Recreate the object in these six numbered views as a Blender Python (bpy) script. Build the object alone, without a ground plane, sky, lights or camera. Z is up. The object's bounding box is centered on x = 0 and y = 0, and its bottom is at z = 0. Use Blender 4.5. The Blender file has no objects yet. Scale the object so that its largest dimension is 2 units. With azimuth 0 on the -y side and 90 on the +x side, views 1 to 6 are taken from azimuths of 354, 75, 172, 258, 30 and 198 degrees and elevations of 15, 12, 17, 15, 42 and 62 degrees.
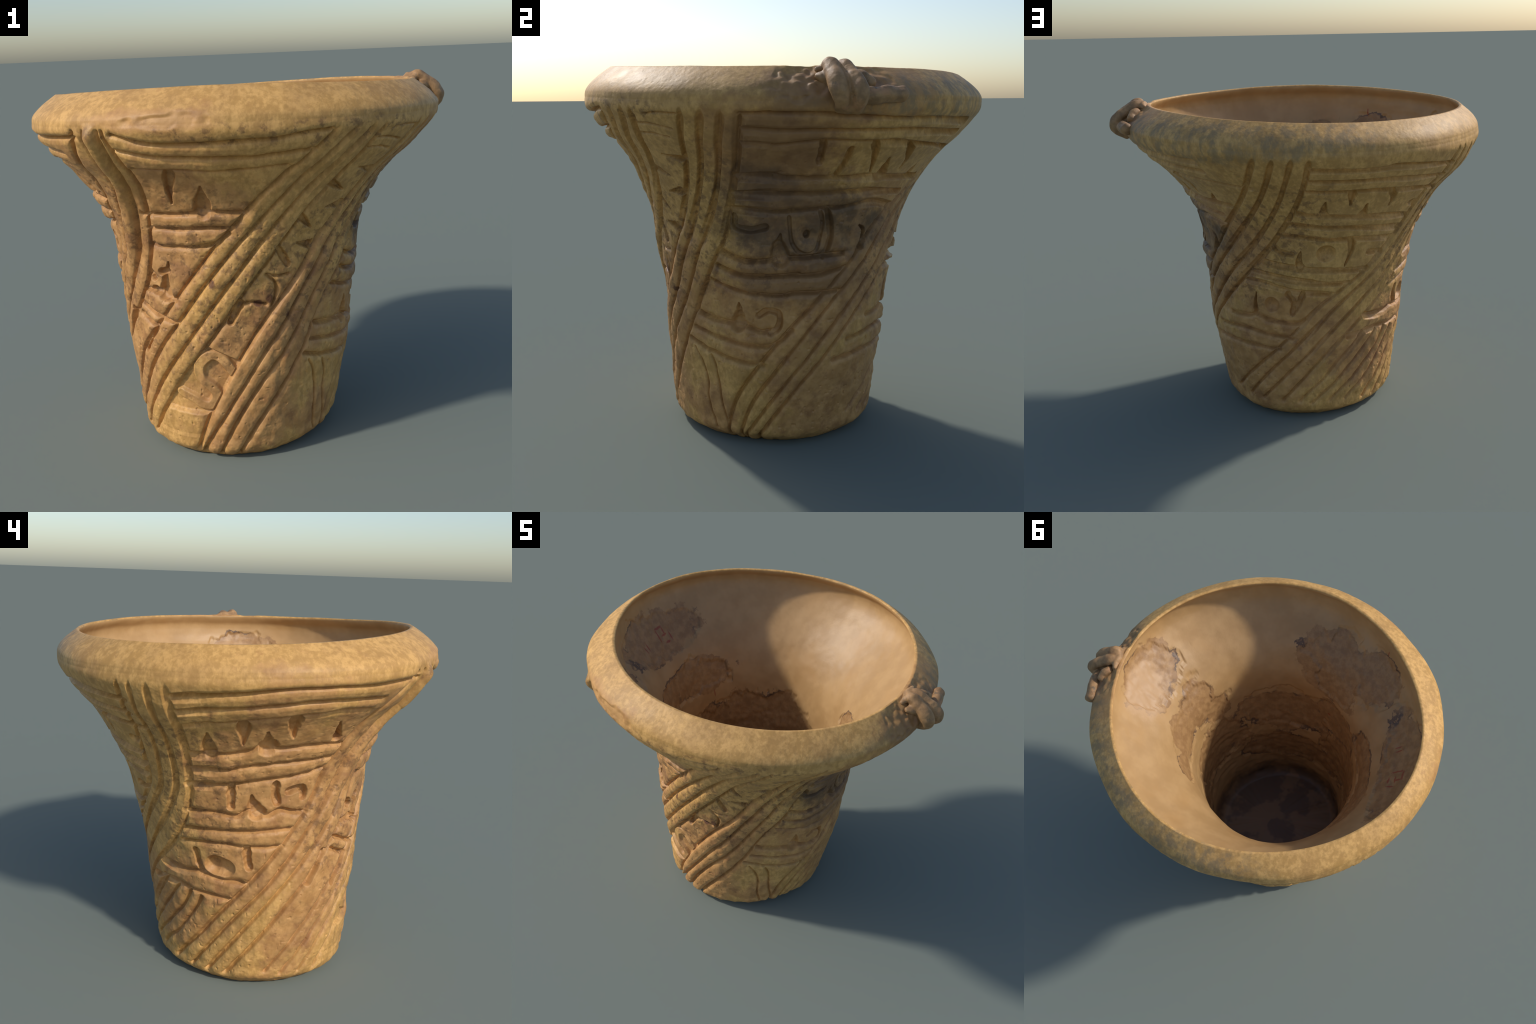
# Carved ceramic beaker: a flaring clay cup with a heavy rolled rim, five spiralling
# three-coil straps, horizontal fillets and incised glyph rows between them, a small
# rope-knot lug on the rim, and a worn funnel-shaped interior.
import bpy, math
import numpy as np

rng = np.random.default_rng(7)

# ------------------------------------------------------------------ pot form
# Mean radius and low harmonics of the (slightly crooked) turned body by height.
RIM_H = 1.7057
KZ = np.array([0, .04, .12, .3, .5, .7, .9, 1.05, 1.18, 1.28, 1.36, 1.43, 1.5, 1.55, 1.62, RIM_H])
KA = np.array([0.415, 0.467, 0.491, 0.5125, 0.5417, 0.5598, 0.5889, 0.6115, 0.6612, 0.7182, 0.7793, 0.8483, 0.9072, 0.9391, 0.925, 0.8354])
KC = np.array([0, .45, .9, 1.25, RIM_H])
CX = np.array([-0.0846, -0.0675, -0.0679, -0.0749, -0.0283])
CY = np.array([-0.0407, -0.0412, -0.023, -0.0005, 0.0009])
KH = np.array([0, .6, 1.2, RIM_H])
HARM = {2: ([0.0039, 0.0095, -0.0036, 0.019], [0.0215, 0.0094, -0.0194, 0.0025]),
        3: ([0.0012, -0.0048, 0.0005, -0.0011], [0.0, -0.004, 0.0025, -0.0055])}
# wall thickness is taken off the inside: mean inner radius by height
KIZ = np.array([.10, .16, .3, .5, .7, .9, 1.05, 1.18, 1.28, 1.36, 1.43, 1.5, 1.56, RIM_H])
KIA = np.array([.375, .392, .405, .425, .444, .470, .495, .545, .604, .668, .738, .798, .835, .85])
FLOOR = .128


def spline(kx, ky, x):
    kx, ky = np.asarray(kx, float), np.asarray(ky, float)
    h = np.diff(kx); d = np.diff(ky) / h
    m = np.empty(len(kx)); m[0], m[-1] = d[0], d[-1]
    m[1:-1] = (d[:-1] * h[1:] + d[1:] * h[:-1]) / (h[:-1] + h[1:])
    i = np.clip(np.searchsorted(kx, x) - 1, 0, len(kx) - 2)
    t = np.clip((x - kx[i]) / h[i], 0, 1)
    return ((2*t**3 - 3*t**2 + 1) * ky[i] + (t**3 - 2*t**2 + t) * h[i] * m[i]
            + (-2*t**3 + 3*t**2) * ky[i+1] + (t**3 - t**2) * h[i] * m[i+1])


def crooked(t, z):
    z = np.clip(z, 0, RIM_H)
    r = spline(KC, CX, z) * np.cos(t) + spline(KC, CY, z) * np.sin(t)
    for k, (c, s) in HARM.items():
        r = r + spline(KH, c, z) * np.cos(k * t) + spline(KH, s, z) * np.sin(k * t)
    return r


def outer_radius(t, z):
    return spline(KZ, KA, np.clip(z, 0, RIM_H)) + crooked(t, z)


def inner_radius(t, z):
    return spline(KIZ, KIA, np.clip(z, KIZ[0], RIM_H)) + crooked(t, z)


# ------------------------------------------------------------------ ornament
# Five straps A B D C E, each of three coils between four grooves 0..3.  A groove is
# its azimuth in degrees at these heights, from the foot up to the rim.
BAND_Z = np.array([.02, .12, .25, .4, .55, .7, .85, 1.0, 1.1, 1.2, 1.3, 1.4, 1.5, 1.55])
BANDS = {
    "A0": [-235.8, -225.6, -212.6, -200.3, -188.9, -178.3, -169.3, -161.7, -159.0, -155.6, -151.7, -148.8, -143.9, -141.6],
    "A1": [-221.6, -213.7, -203.2, -191.6, -180.1, -170.6, -162.3, -154.2, -150.7, -147.3, -142.4, -139.1, -138.0, -137.4],
    "A2": [-211.3, -203.8, -194.0, -183.2, -172.9, -162.2, -152.6, -145.8, -142.3, -139.2, -136.4, -134.3, -133.2, -132.9],
    "A3": [-201.0, -193.5, -183.7, -173.5, -163.8, -152.9, -143.6, -138.8, -136.2, -133.8, -131.6, -130.7, -131.2, -131.4],
    "B0": [-182.8, -175.9, -166.9, -157.1, -147.9, -136.1, -124.6, -112.9, -104.7, -96.6, -88.7, -81.4, -75.1, -72.2],
    "B1": [-173.8, -167.0, -158.2, -148.3, -138.5, -127.4, -116.5, -105.0, -96.8, -88.8, -81.5, -75.1, -69.3, -66.5],
    "B2": [-164.6, -158.1, -149.8, -139.0, -128.0, -117.6, -106.7, -95.9, -88.7, -81.4, -74.6, -68.9, -63.6, -61.1],
    "B3": [-155.9, -149.1, -140.3, -130.1, -119.3, -108.5, -98.2, -87.0, -80.0, -73.3, -67.3, -62.8, -59.2, -57.4],
    "D0": [-126.2, -122.3, -116.9, -108.9, -100.0, -90.0, -78.0, -68.3, -61.8, -55.8, -50.8, -46.6, -43.0, -41.3],
    "D1": [-123.7, -117.6, -109.5, -100.1, -90.8, -79.8, -70.7, -61.2, -55.4, -49.9, -45.2, -41.0, -37.5, -35.8],
    "D2": [-114.9, -109.7, -102.5, -92.4, -81.0, -70.8, -62.0, -53.3, -47.5, -42.7, -38.8, -35.3, -32.2, -30.8],
    "D3": [-106.2, -99.6, -90.7, -79.9, -70.4, -62.2, -52.3, -43.5, -39.6, -36.2, -32.8, -29.7, -27.3, -26.1],
    "C0": [-53.8, -50.1, -43.5, -31.2, -17.9, -1.4, 15.0, 30.0, 40.3, 50.4, 58.7, 64.4, 68.1, 69.6],
    "C1": [-45.9, -41.1, -33.0, -19.8, -6.7, 8.1, 24.9, 41.0, 51.3, 60.1, 66.7, 71.2, 73.9, 75.1],
    "C2": [-43.2, -34.0, -22.3, -8.4, 5.5, 22.2, 38.8, 54.8, 63.5, 70.1, 74.7, 77.6, 79.5, 80.3],
    "C3": [-34.3, -25.7, -13.7, 1.3, 15.7, 33.1, 50.5, 64.9, 72.5, 78.1, 81.9, 83.9, 84.8, 85.2],
    "E0": [14.7, 28.0, 45.2, 64.5, 80.8, 95.2, 112.9, 126.0, 130.1, 131.9, 133.6, 134.9, 135.9, 136.3],
    "E1": [33.0, 44.0, 58.2, 75.1, 91.2, 105.8, 121.6, 133.3, 136.8, 138.5, 139.2, 139.5, 139.8, 139.9],
    "E2": [45.3, 56.7, 71.5, 88.0, 103.5, 119.0, 132.8, 141.2, 143.7, 144.4, 144.6, 144.7, 144.9, 144.9],
    "E3": [61.8, 72.0, 85.3, 100.5, 116.0, 132.8, 143.9, 147.9, 149.2, 149.9, 150.1, 150.2, 150.0, 149.9],
}
# Fillet lines (panel AB, BD, DC, CE, EA; numbered from the rim down) and the cuts of
# the glyph rows (lower-case), as azimuth and height.
LINES = {
    "AB1": [(-129.0, 1.542), (-119.7, 1.504), (-103.9, 1.501), (-93.9, 1.506), (-87.1, 1.512), (-80.1, 1.528), (-74.3, 1.536)],
    "AB2": [(-130.0, 1.481), (-117.6, 1.449), (-101.0, 1.440), (-94.0, 1.438), (-86.6, 1.449), (-77.4, 1.461)],
    "AB3": [(-128.7, 1.399), (-113.6, 1.389), (-101.9, 1.381), (-93.9, 1.388), (-84.7, 1.399)],
    "AB4": [(-136.6, 1.187), (-125.0, 1.188), (-116.0, 1.196), (-107.1, 1.200), (-97.2, 1.193)],
    "AB5": [(-136.0, 1.124), (-122.9, 1.125), (-111.5, 1.133), (-102.4, 1.131)],
    "AB6": [(-137.0, 1.051), (-132.3, 1.043), (-124.6, 1.045), (-114.1, 1.050), (-108.7, 1.067), (-103.6, 1.105)],
    "AB7": [(-144.1, 0.829), (-137.8, 0.827), (-133.1, 0.798), (-128.4, 0.796)],
    "AB8": [(-147.3, 0.757), (-142.0, 0.732), (-134.3, 0.701), (-128.7, 0.691)],
    "AB9": [(-149.2, 0.701), (-140.2, 0.657)],
    "BD1": [(-53.5, 1.524), (-49.6, 1.531), (-43.5, 1.528)],
    "BD2": [(-57.9, 1.486), (-53.7, 1.485), (-46.9, 1.468)],
    "BD3": [(-59.5, 1.445), (-55.1, 1.447), (-49.6, 1.433)],
    "BD4": [(-115.4, 0.584), (-107.4, 0.543), (-103.9, 0.505)],
    "BD5": [(-123.8, 0.484), (-122.8, 0.404), (-118.1, 0.339)],
    "BD6": [(-131.1, 0.370), (-124.3, 0.352), (-118.1, 0.339)],
    "BD7": [(-129.6, 0.298), (-124.2, 0.264), (-118.8, 0.255), (-114.8, 0.277)],
    "BD8": [(-102.1, 0.769), (-96.4, 0.788), (-89.9, 0.773)],
    "BD9": [(-89.6, 0.912), (-84.8, 0.902), (-79.7, 0.903)],
    "BD10": [(-89.2, 0.911), (-85.6, 0.867), (-85.6, 0.813), (-87.3, 0.760)],
    "DC1": [(-26.9, 1.529), (-20.2, 1.533), (-18.4, 1.532), (-6.6, 1.527), (12.5, 1.510), (48.1, 1.499)],
    "DC2": [(-27.8, 1.473), (-18.4, 1.469), (-18.6, 1.468), (-2.5, 1.465), (13.7, 1.461), (49.1, 1.451)],
    "DC3": [(-28.9, 1.417), (-18.6, 1.412), (-18.8, 1.409), (-5.6, 1.422), (6.4, 1.418), (30.9, 1.405), (65.4, 1.375)],
    "DC4": [(-33.3, 1.277), (-19.1, 1.278), (-19.5, 1.273), (-3.8, 1.268), (21.9, 1.262), (51.1, 1.252)],
    "DC5": [(-35.9, 1.202), (-14.2, 1.207), (-2.6, 1.201), (17.6, 1.201), (43.4, 1.187)],
    "DC6": [(-38.4, 1.136), (-18.1, 1.127), (-12.2, 1.130), (0.4, 1.134), (9.8, 1.134), (25.8, 1.148), (40.3, 1.126)],
    "DC7": [(-45.0, 0.943), (-37.1, 0.915), (-31.1, 0.907), (-23.4, 0.913), (-13.9, 0.924), (-5.5, 0.923), (1.3, 0.927), (14.6, 0.928)],
    "DC8": [(-48.0, 0.880), (-40.3, 0.852), (-33.7, 0.841), (-22.7, 0.842), (-9.3, 0.847), (-11.8, 0.844), (0.7, 0.841), (7.9, 0.852), (15.3, 0.864)],
    "DC9": [(-52.6, 0.808), (-45.8, 0.786), (-37.5, 0.766), (-27.5, 0.758), (-16.1, 0.755), (-11.7, 0.763), (1.2, 0.758), (12.8, 0.760)],
    "DC10": [(-63.3, 0.633), (-57.1, 0.621), (-50.3, 0.614), (-43.5, 0.613), (-35.6, 0.607), (-29.0, 0.586), (-23.3, 0.589)],
    "DC11": [(-66.4, 0.562), (-54.0, 0.539), (-45.8, 0.528), (-38.2, 0.516), (-30.8, 0.514), (-24.5, 0.516), (-18.6, 0.539), (-12.2, 0.591)],
    "DC12": [(-70.5, 0.501), (-61.2, 0.470), (-52.2, 0.453), (-44.2, 0.436), (-34.9, 0.426), (-27.8, 0.421)],
    "DCg1": [(-67.6, 0.461), (-64.1, 0.396), (-62.0, 0.308), (-62.5, 0.203), (-61.6, 0.129), (-60.1, 0.059)],
    "DCg2": [(-57.3, 0.439), (-54.9, 0.376), (-54.3, 0.269), (-53.6, 0.191), (-52.3, 0.132), (-51.6, 0.046)],
    "CE1": [(85.1, 1.493), (99.2, 1.487), (108.0, 1.489), (113.8, 1.493), (136.8, 1.464)],
    "CE2": [(85.1, 1.432), (91.6, 1.429), (110.0, 1.427), (136.2, 1.402)],
    "CE3": [(84.2, 1.374), (92.5, 1.369), (109.1, 1.367), (138.1, 1.331)],
    "CE4": [(82.4, 1.245), (87.0, 1.233), (88.9, 1.233), (102.3, 1.222), (117.0, 1.207), (129.5, 1.189)],
    "CE5": [(77.8, 1.182), (89.4, 1.168), (95.5, 1.162), (107.9, 1.155), (129.2, 1.123)],
    "CE6": [(74.7, 1.114), (85.5, 1.105), (96.4, 1.090), (109.6, 1.088), (126.6, 1.065)],
    "CE7": [(64.1, 0.948), (70.6, 0.935), (79.9, 0.926), (85.9, 0.919), (103.0, 0.907), (118.3, 0.898)],
    "CE8": [(54.9, 0.886), (64.7, 0.873), (75.6, 0.859), (88.5, 0.844), (93.6, 0.834), (101.4, 0.828), (109.3, 0.828)],
    "CE9": [(50.8, 0.830), (61.2, 0.824), (69.9, 0.807), (80.7, 0.786), (91.3, 0.778), (100.9, 0.768)],
    "CE10": [(35.2, 0.609), (43.5, 0.611), (50.6, 0.617), (55.8, 0.634), (62.8, 0.610), (69.0, 0.600), (76.7, 0.591), (83.0, 0.587), (86.5, 0.612)],
    "CE11": [(20.9, 0.514), (44.1, 0.538), (55.5, 0.531), (65.4, 0.522), (74.6, 0.509), (78.8, 0.502)],
    "CE12": [(12.4, 0.422), (32.5, 0.439), (45.1, 0.440), (58.1, 0.442), (70.6, 0.436)],
    "EA1": [(150.6, 1.495), (166.2, 1.511), (178.1, 1.529), (189.5, 1.531), (202.5, 1.526), (219.1, 1.533)],
    "EA2": [(151.2, 1.434), (166.1, 1.448), (173.2, 1.456), (181.2, 1.467), (188.5, 1.472), (207.6, 1.462)],
    "EA3": [(150.7, 1.367), (163.4, 1.379), (173.6, 1.395), (179.9, 1.403), (187.7, 1.408), (194.5, 1.419), (205.2, 1.413)],
    "EA4": [(151.3, 1.212), (159.9, 1.215), (169.3, 1.228), (174.3, 1.256), (179.0, 1.241), (193.0, 1.246), (204.1, 1.237)],
    "EA5": [(149.8, 1.138), (164.0, 1.142), (167.6, 1.152), (178.9, 1.169), (202.1, 1.178)],
    "EA6": [(148.5, 1.056), (165.6, 1.069), (176.2, 1.087), (185.1, 1.097), (192.8, 1.108), (201.4, 1.131)],
    "EA7": [(146.6, 0.915), (154.2, 0.923), (162.0, 0.916), (167.3, 0.910), (170.9, 0.937), (175.3, 0.922), (179.1, 0.916), (184.0, 0.941), (189.2, 0.926), (194.8, 0.920)],
    "EA8": [(142.8, 0.824), (156.6, 0.832), (168.4, 0.834), (183.7, 0.844), (190.1, 0.845)],
    "EA9": [(141.7, 0.754), (151.9, 0.763), (162.6, 0.765), (170.6, 0.757), (185.8, 0.761)],
    "EA10": [(124.8, 0.599), (132.9, 0.588), (141.0, 0.586), (147.4, 0.599), (153.5, 0.588), (161.4, 0.573), (167.4, 0.574), (172.0, 0.560)],
    "EA11": [(114.1, 0.492), (126.7, 0.504), (139.0, 0.502), (145.1, 0.494), (155.3, 0.489), (164.1, 0.478)],
    "ab_d": [(-118.0, 1.383), (-120.6, 1.315), (-122.0, 1.242)],
    "ab_u": [(-111.9, 1.201), (-111.0, 1.263), (-110.3, 1.320)],
    "ab_t": [(-133.4, 0.807), (-132.4, 0.889), (-130.0, 0.971)],
    "ab_t2": [(-134.4, 0.922), (-131.2, 0.930)],
    "ab_n": [(-140.0, 0.918), (-138.5, 0.891)],
    "bd_1": [(-49.0, 1.341), (-57.7, 1.359)],
    "bd_2": [(-66.6, 1.299), (-60.1, 1.263)],
    "bd_3": [(-57.6, 1.198), (-65.6, 1.189)],
    "bd_4": [(-75.6, 1.155), (-70.6, 1.103)],
    "bd_5": [(-69.1, 1.022), (-76.1, 1.038)],
    "bd_6": [(-83.9, 1.017), (-80.2, 0.953)],
    "bd_7": [(-106.8, 0.439), (-111.7, 0.454), (-115.1, 0.491)],
    "dc_1": [(-4.9, 1.419), (-4.6, 1.338)],
    "dc_2": [(12.3, 1.410), (15.5, 1.348), (17.5, 1.284)],
    "dc_3": [(23.7, 1.264), (23.2, 1.306), (22.3, 1.347)],
    "dc_4": [(27.4, 1.403), (32.3, 1.345), (32.8, 1.294)],
    "dc_5": [(42.1, 1.261), (43.6, 1.306)],
    "dc_6": [(4.4, 1.389), (4.4, 1.329), (2.3, 1.274)],
    "dc_u": [(-37.3, 1.100), (-37.1, 1.058), (-30.5, 1.046), (-24.3, 1.060)],
    "dc_w": [(-17.8, 0.923), (-18.6, 0.974), (-17.8, 1.028)],
    "dc_v": [(3.1, 1.134), (5.2, 1.069), (6.4, 1.012), (4.7, 0.954), (2.3, 0.926)],
    "dc_x": [(24.5, 0.943), (26.2, 1.016), (22.6, 1.045)],
    "dc_y": [(-39.6, 0.608), (-38.7, 0.663), (-38.6, 0.712)],
    "dc_curl": [(-28.8, 0.659), (-24.1, 0.683), (-19.4, 0.674), (-18.3, 0.642), (-19.5, 0.602), (-23.3, 0.580)],
    "ce_1": [(92.1, 1.236), (92.1, 1.276), (92.3, 1.312)],
    "ce_2": [(101.2, 1.366), (101.5, 1.327), (101.8, 1.287)],
    "ce_3": [(107.8, 1.220), (108.1, 1.252), (108.2, 1.291)],
    "ce_4": [(116.4, 1.357), (118.1, 1.307), (117.8, 1.264)],
    "ce_h": [(69.7, 1.042), (73.1, 1.013), (79.1, 1.001)],
    "ce_5": [(83.2, 0.921), (82.7, 0.970), (83.6, 1.020)],
    "ce_6": [(107.0, 1.085), (107.9, 1.016), (105.7, 0.930)],
    "ce_n": [(124.8, 0.985), (117.5, 0.995)],
    "ce_7": [(55.8, 0.634), (55.6, 0.696), (57.0, 0.760)],
    "ce_y1": [(76.6, 0.765), (79.8, 0.715), (78.8, 0.652)],
    "ce_y2": [(85.0, 0.767), (82.0, 0.698), (78.8, 0.652)],
    "ea_1": [(158.0, 1.214), (157.7, 1.274), (158.0, 1.325)],
    "ea_2": [(168.4, 1.371), (168.6, 1.318), (168.4, 1.270)],
    "ea_3": [(176.4, 1.248), (175.9, 1.287), (175.4, 1.333)],
    "ea_4": [(-177.3, 1.391), (-177.2, 1.345), (-176.4, 1.301)],
    "ea_5": [(-159.6, 1.270), (-161.2, 1.316), (-162.6, 1.363)],
    "ea_6": [(164.4, 1.063), (164.4, 1.010), (164.3, 0.958)],
    "ea_7": [(174.9, 0.927), (172.9, 0.970), (172.1, 1.014)],
    "ea_8": [(-178.9, 1.065), (-178.9, 1.027), (-177.8, 0.974)],
    "ea_9": [(-173.2, 1.028), (-169.3, 1.042), (-167.4, 1.027), (-167.3, 0.995)],
    "ea_10": [(148.1, 0.708), (149.2, 0.644), (151.5, 0.599)],
    "ea_11": [(171.0, 0.752), (171.3, 0.704), (172.3, 0.650)],
    "dc_c": [(-5.7, 1.024)],
    "ce_c1": [(95.9, 1.009)],
    "ce_c2": [(66.5, 0.700)],
    "ea_c": [(159.6, 0.645)],
    "ce_s": [(130.4, 1.256)],
}


def edge(name, z):
    return np.interp(z, BAND_Z, BANDS[name])


# --------------------------------------------------------------- surface grid
NC, NR = 1500, 600
TH = np.linspace(-np.pi, np.pi, NC, endpoint=False)
_z = np.linspace(0, RIM_H, 4000)
_r = spline(KZ, KA, _z)
_s = np.concatenate([[0], np.cumsum(np.hypot(np.diff(_z), np.diff(_r)))])
SROW = np.linspace(0, _s[-1], NR)                 # arc length up the wall
ZROW = np.interp(SROW, _s, _z)                    # nominal height of each row
RROW = np.interp(ZROW, _z, _r)
DEG = np.degrees(TH)
H = np.zeros((NR, NC))                            # relief, metres
GROOVE = np.zeros((NR, NC))                       # nearness to a coil groove


def ease(x):
    x = np.clip(x, 0, 1)
    return x * x * (3 - 2 * x)


def arc(z):
    return np.interp(z, _z, _s)


def smooth_path(pts, n=8):
    p = np.asarray(pts, float)
    if len(p) < 3:
        t = np.linspace(0, 1, 10)[:, None]
        return p[0] * (1 - t) + p[-1] * t
    q = np.vstack([2*p[0] - p[1], p, 2*p[-1] - p[-2]])
    out = []
    for i in range(1, len(q) - 2):
        t = np.linspace(0, 1, n, endpoint=False)[:, None]
        a, b, c, d = q[i-1], q[i], q[i+1], q[i+2]
        out.append(.5*(2*b + (c-a)*t + (2*a-5*b+4*c-d)*t**2 + (3*b-a-3*c+d)*t**3))
    out.append(q[-2:-1])
    return np.vstack(out)


def coil_profile(u):                              # rounded shoulders meeting in a V
    return .55 * np.clip(1 - u, 0, 1)**1.6 + .45 * (1 - np.clip(u / .36, 0, 1)**2.5)


def line_profile(u):                              # firm groove with a round bottom
    return np.clip(1 - u**5, 0, 1)


def cut_profile(u):                               # knife cut: flat floor, firm walls
    return 1 - np.clip((u - .58) / .42, 0, 1)**2 * (3 - 2*np.clip((u - .58) / .42, 0, 1))


def wrap(a):
    return (a + 180) % 360 - 180


def patch(t, z, t0, z0, dt, dz):
    """Soft patch on the wall, 1 in the middle, 0 at its edge."""
    return np.clip(1.6 * (1 - np.hypot(wrap(t - t0) / dt, (z - z0) / dz)), 0, 1)


FLAT = [(85, 1.22, 60, .62), (-50, 1.32, 32, .38), (108, .72, 34, .5), (40, 1.32, 30, .30), (138, 1.30, 22, .5)]


def flatness(t, z):
    return np.maximum.reduce([patch(t, z, *f) for f in FLAT])


def coil_groove(pts, gain=1.0, d_end=1.0, taper=.0):
    """Groove between coils: broad and deep in the old clay, a firm narrow line in the repaired zones."""
    carve(pts, .023 * gain, .026 * gain**.5, coil_profile, d_end=.023 * gain * d_end, by_zone=True, taper=taper)


def carve(pts, depth, width, profile=coil_profile, d_end=None, w_end=None, rough=.15, by_zone=False, taper=.0, square=False):
    """Cut a stroke (azimuth deg, nominal height) into the relief; depth and width may taper."""
    P = smooth_path(pts)
    n = len(P)
    f = np.linspace(0, 1, n)
    wid = width + (f * ((w_end if w_end is not None else width) - width))
    dep = depth + (f * ((d_end if d_end is not None else depth) - depth))
    wob = 1 + rough * np.interp(f, np.linspace(0, 1, 9), rng.uniform(-1, 1, 9))
    wid, dep = wid * wob, dep * wob
    if taper:                                     # the groove runs out to a point at the rim
        e = ease((1 - f) / taper)
        wid, dep = wid * (.35 + .65 * e), dep * e
    if by_zone:
        zone = flatness(P[:, 0], P[:, 1])
        wid, dep = wid * (1 - .46 * zone), dep * (1 - .02 * zone)
    S = arc(P[:, 1])
    for k in range(n - 1):
        w = max(wid[k], wid[k+1])
        r0, r1 = np.searchsorted(SROW, min(S[k], S[k+1]) - w), np.searchsorted(SROW, max(S[k], S[k+1]) + w)
        if r1 <= r0:
            continue
        rr = RROW[r0:r1]
        dt = math.degrees(w / rr.min())
        t0, t1 = min(P[k, 0], P[k+1, 0]) - dt, max(P[k, 0], P[k+1, 0]) + dt
        c0, c1 = int(np.floor((t0 + 180) / 360 * NC)), int(np.ceil((t1 + 180) / 360 * NC)) + 1
        cols = np.arange(c0, c1)
        tt = np.radians(cols * 360 / NC - 180)
        x = (tt[None] - np.radians(P[k, 0])) * rr[:, None]
        y = np.broadcast_to(SROW[r0:r1, None] - S[k], x.shape)
        bx = np.radians(P[k+1, 0] - P[k, 0]) * rr[:, None]
        by = S[k+1] - S[k]
        raw = (x*bx + y*by) / (bx*bx + by*by + 1e-12)
        g = np.clip(raw, 0, 1)
        d = np.hypot(x - g*bx, y - g*by)
        if square and k == 0:                     # wedge: straight base, no round cap
            d = np.where(raw < 0, 1.0, d)
        ww = wid[k] + g * (wid[k+1] - wid[k])
        u = np.clip(d / ww, 0, 1)
        p = profile(u)
        if by_zone and zone[k] > 0:
            p = p * (1 - zone[k]) + line_profile(u) * zone[k]
        hh = -(dep[k] + g * (dep[k+1] - dep[k])) * p
        idx = np.ix_(np.arange(r0, r1), cols % NC)
        H[idx] = np.minimum(H[idx], hh)


def value_noise(P, scale, seed):
    g = np.random.default_rng(seed).uniform(-1, 1, 4096)
    q = P * scale
    i = np.floor(q).astype(np.int64)
    f = q - i
    f = f * f * (3 - 2 * f)
    out = 0
    for dx in (0, 1):
        for dy in (0, 1):
            for dz in (0, 1):
                h = ((i[..., 0]+dx) * 73856093 ^ (i[..., 1]+dy) * 19349663 ^ (i[..., 2]+dz) * 83492791) & 4095
                out = out + g[h] * (f[..., 0] if dx else 1-f[..., 0]) * (f[..., 1] if dy else 1-f[..., 1]) * (f[..., 2] if dz else 1-f[..., 2])
    return out


flat = flatness(DEG[None], ZROW[:, None])
bottoms = {"A": .06, "B": .07, "D": .015, "C": -.02, "E": .11}
for band in "ABDCE":
    for k in range(4):
        top = 1.56 if band != "A" else 1.575
        zz = np.concatenate([[bottoms[band] + .02 * (k == 0)], BAND_Z[(BAND_Z > bottoms[band] + .02) & (BAND_Z < top - .02)], [top]])
        pts = np.stack([edge(band + str(k), zz), zz], 1)
        coil_groove(pts, {"A": 1.25, "E": .85}.get(band, 1.05), taper=.07)
fan = [[(126, .508), (115.5, .40), (108, .335), (101.3, .262), (91.7, .189), (83.5, .11)],
       [(135.3, .487), (126, .385), (118.8, .318), (107, .21), (99, .153), (92, .095)],
       [(143.5, .478), (137.3, .38), (129, .301), (120.7, .227), (112, .165), (105, .108)],
       [(150, .463), (145, .38), (139, .303), (132, .222), (122, .15), (116, .10)]]
for p in fan:
    coil_groove(p, 1.15, .65)
foot_lines = ("DCg1", "DCg2")
for name, pts in LINES.items():
    if name in foot_lines:
        carve(pts, .016, .017)
    elif name in ("BD4", "BD5", "BD6", "BD7"):
        continue                                  # the S figure is built in relief below
    elif name[:2] == "BD":
        small = name in ("BD1", "BD2", "BD3")
        carve(pts, .015 if small else .024, .014 if small else .018)
    elif name[:2].isupper():
        coil_groove(pts, 1.5 if name == "DC8" else 1.3)
# glyph cuts: wedges grow from the tip (narrow) or towards the base (wide)
wide_first = {"ab_d", "ab_u", "dc_2", "dc_3", "dc_4", "dc_5", "dc_y", "dc_w", "ce_1", "ce_2", "ce_3", "ce_4", "ce_5", "ce_6", "ce_7",
              "ea_1", "ea_2", "ea_3", "ea_4", "ea_5", "ea_7", "ab_t", "bd_1", "bd_2", "bd_3", "bd_4", "bd_5", "dc_x"}
big = {"ab_u": .048, "ab_d": .030, "dc_w": .055, "dc_y": .042, "ea_3": .045, "ea_1": .038, "ea_7": .040, "ea_2": .030, "ea_4": .034,
       "dc_3": .034, "ab_t": .034, "ce_5": .028, "ce_3": .026}
for name, pts in LINES.items():
    if name[:2].islower() and name != "bd_7":
        if name in wide_first:
            carve(pts, .034, 1.1 * big.get(name, .024), cut_profile, d_end=.016, w_end=.004, square=True)
        else:
            carve(pts, .026, .019, cut_profile)
# trenches that free the S-shaped figure and the stepped block on the front
def trench(a, b, w0, w1=None, depth=.030):
    carve([a, b], depth, w0, cut_profile, w_end=w1)


trench((-154.6, .700), (-162.0, .560), .022, .018)          # beside the stepped block
trench((-139.2, .655), (-147.6, .520), .016, .012)
trench((-101.0, .785), (-105.5, .700), .022, .016)
trench((-138.5, .835), (-131.5, .812), .022, .022)
# round and oval pits
for t, z, r, d, sx in ((95.9, 1.009, .044, .030, 1), (66.5, .700, .040, .026, 1), (159.6, .645, .046, .034, 1.5), (130.4, 1.256, .022, .012, 1.2)):
    a = math.degrees(r * (sx - 1) / .6) + .2
    carve([(t - a, z + .010 * (sx - 1)), (t + a, z - .010 * (sx - 1))], d, r, lambda u: (1 - u**3)**.8)
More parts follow.
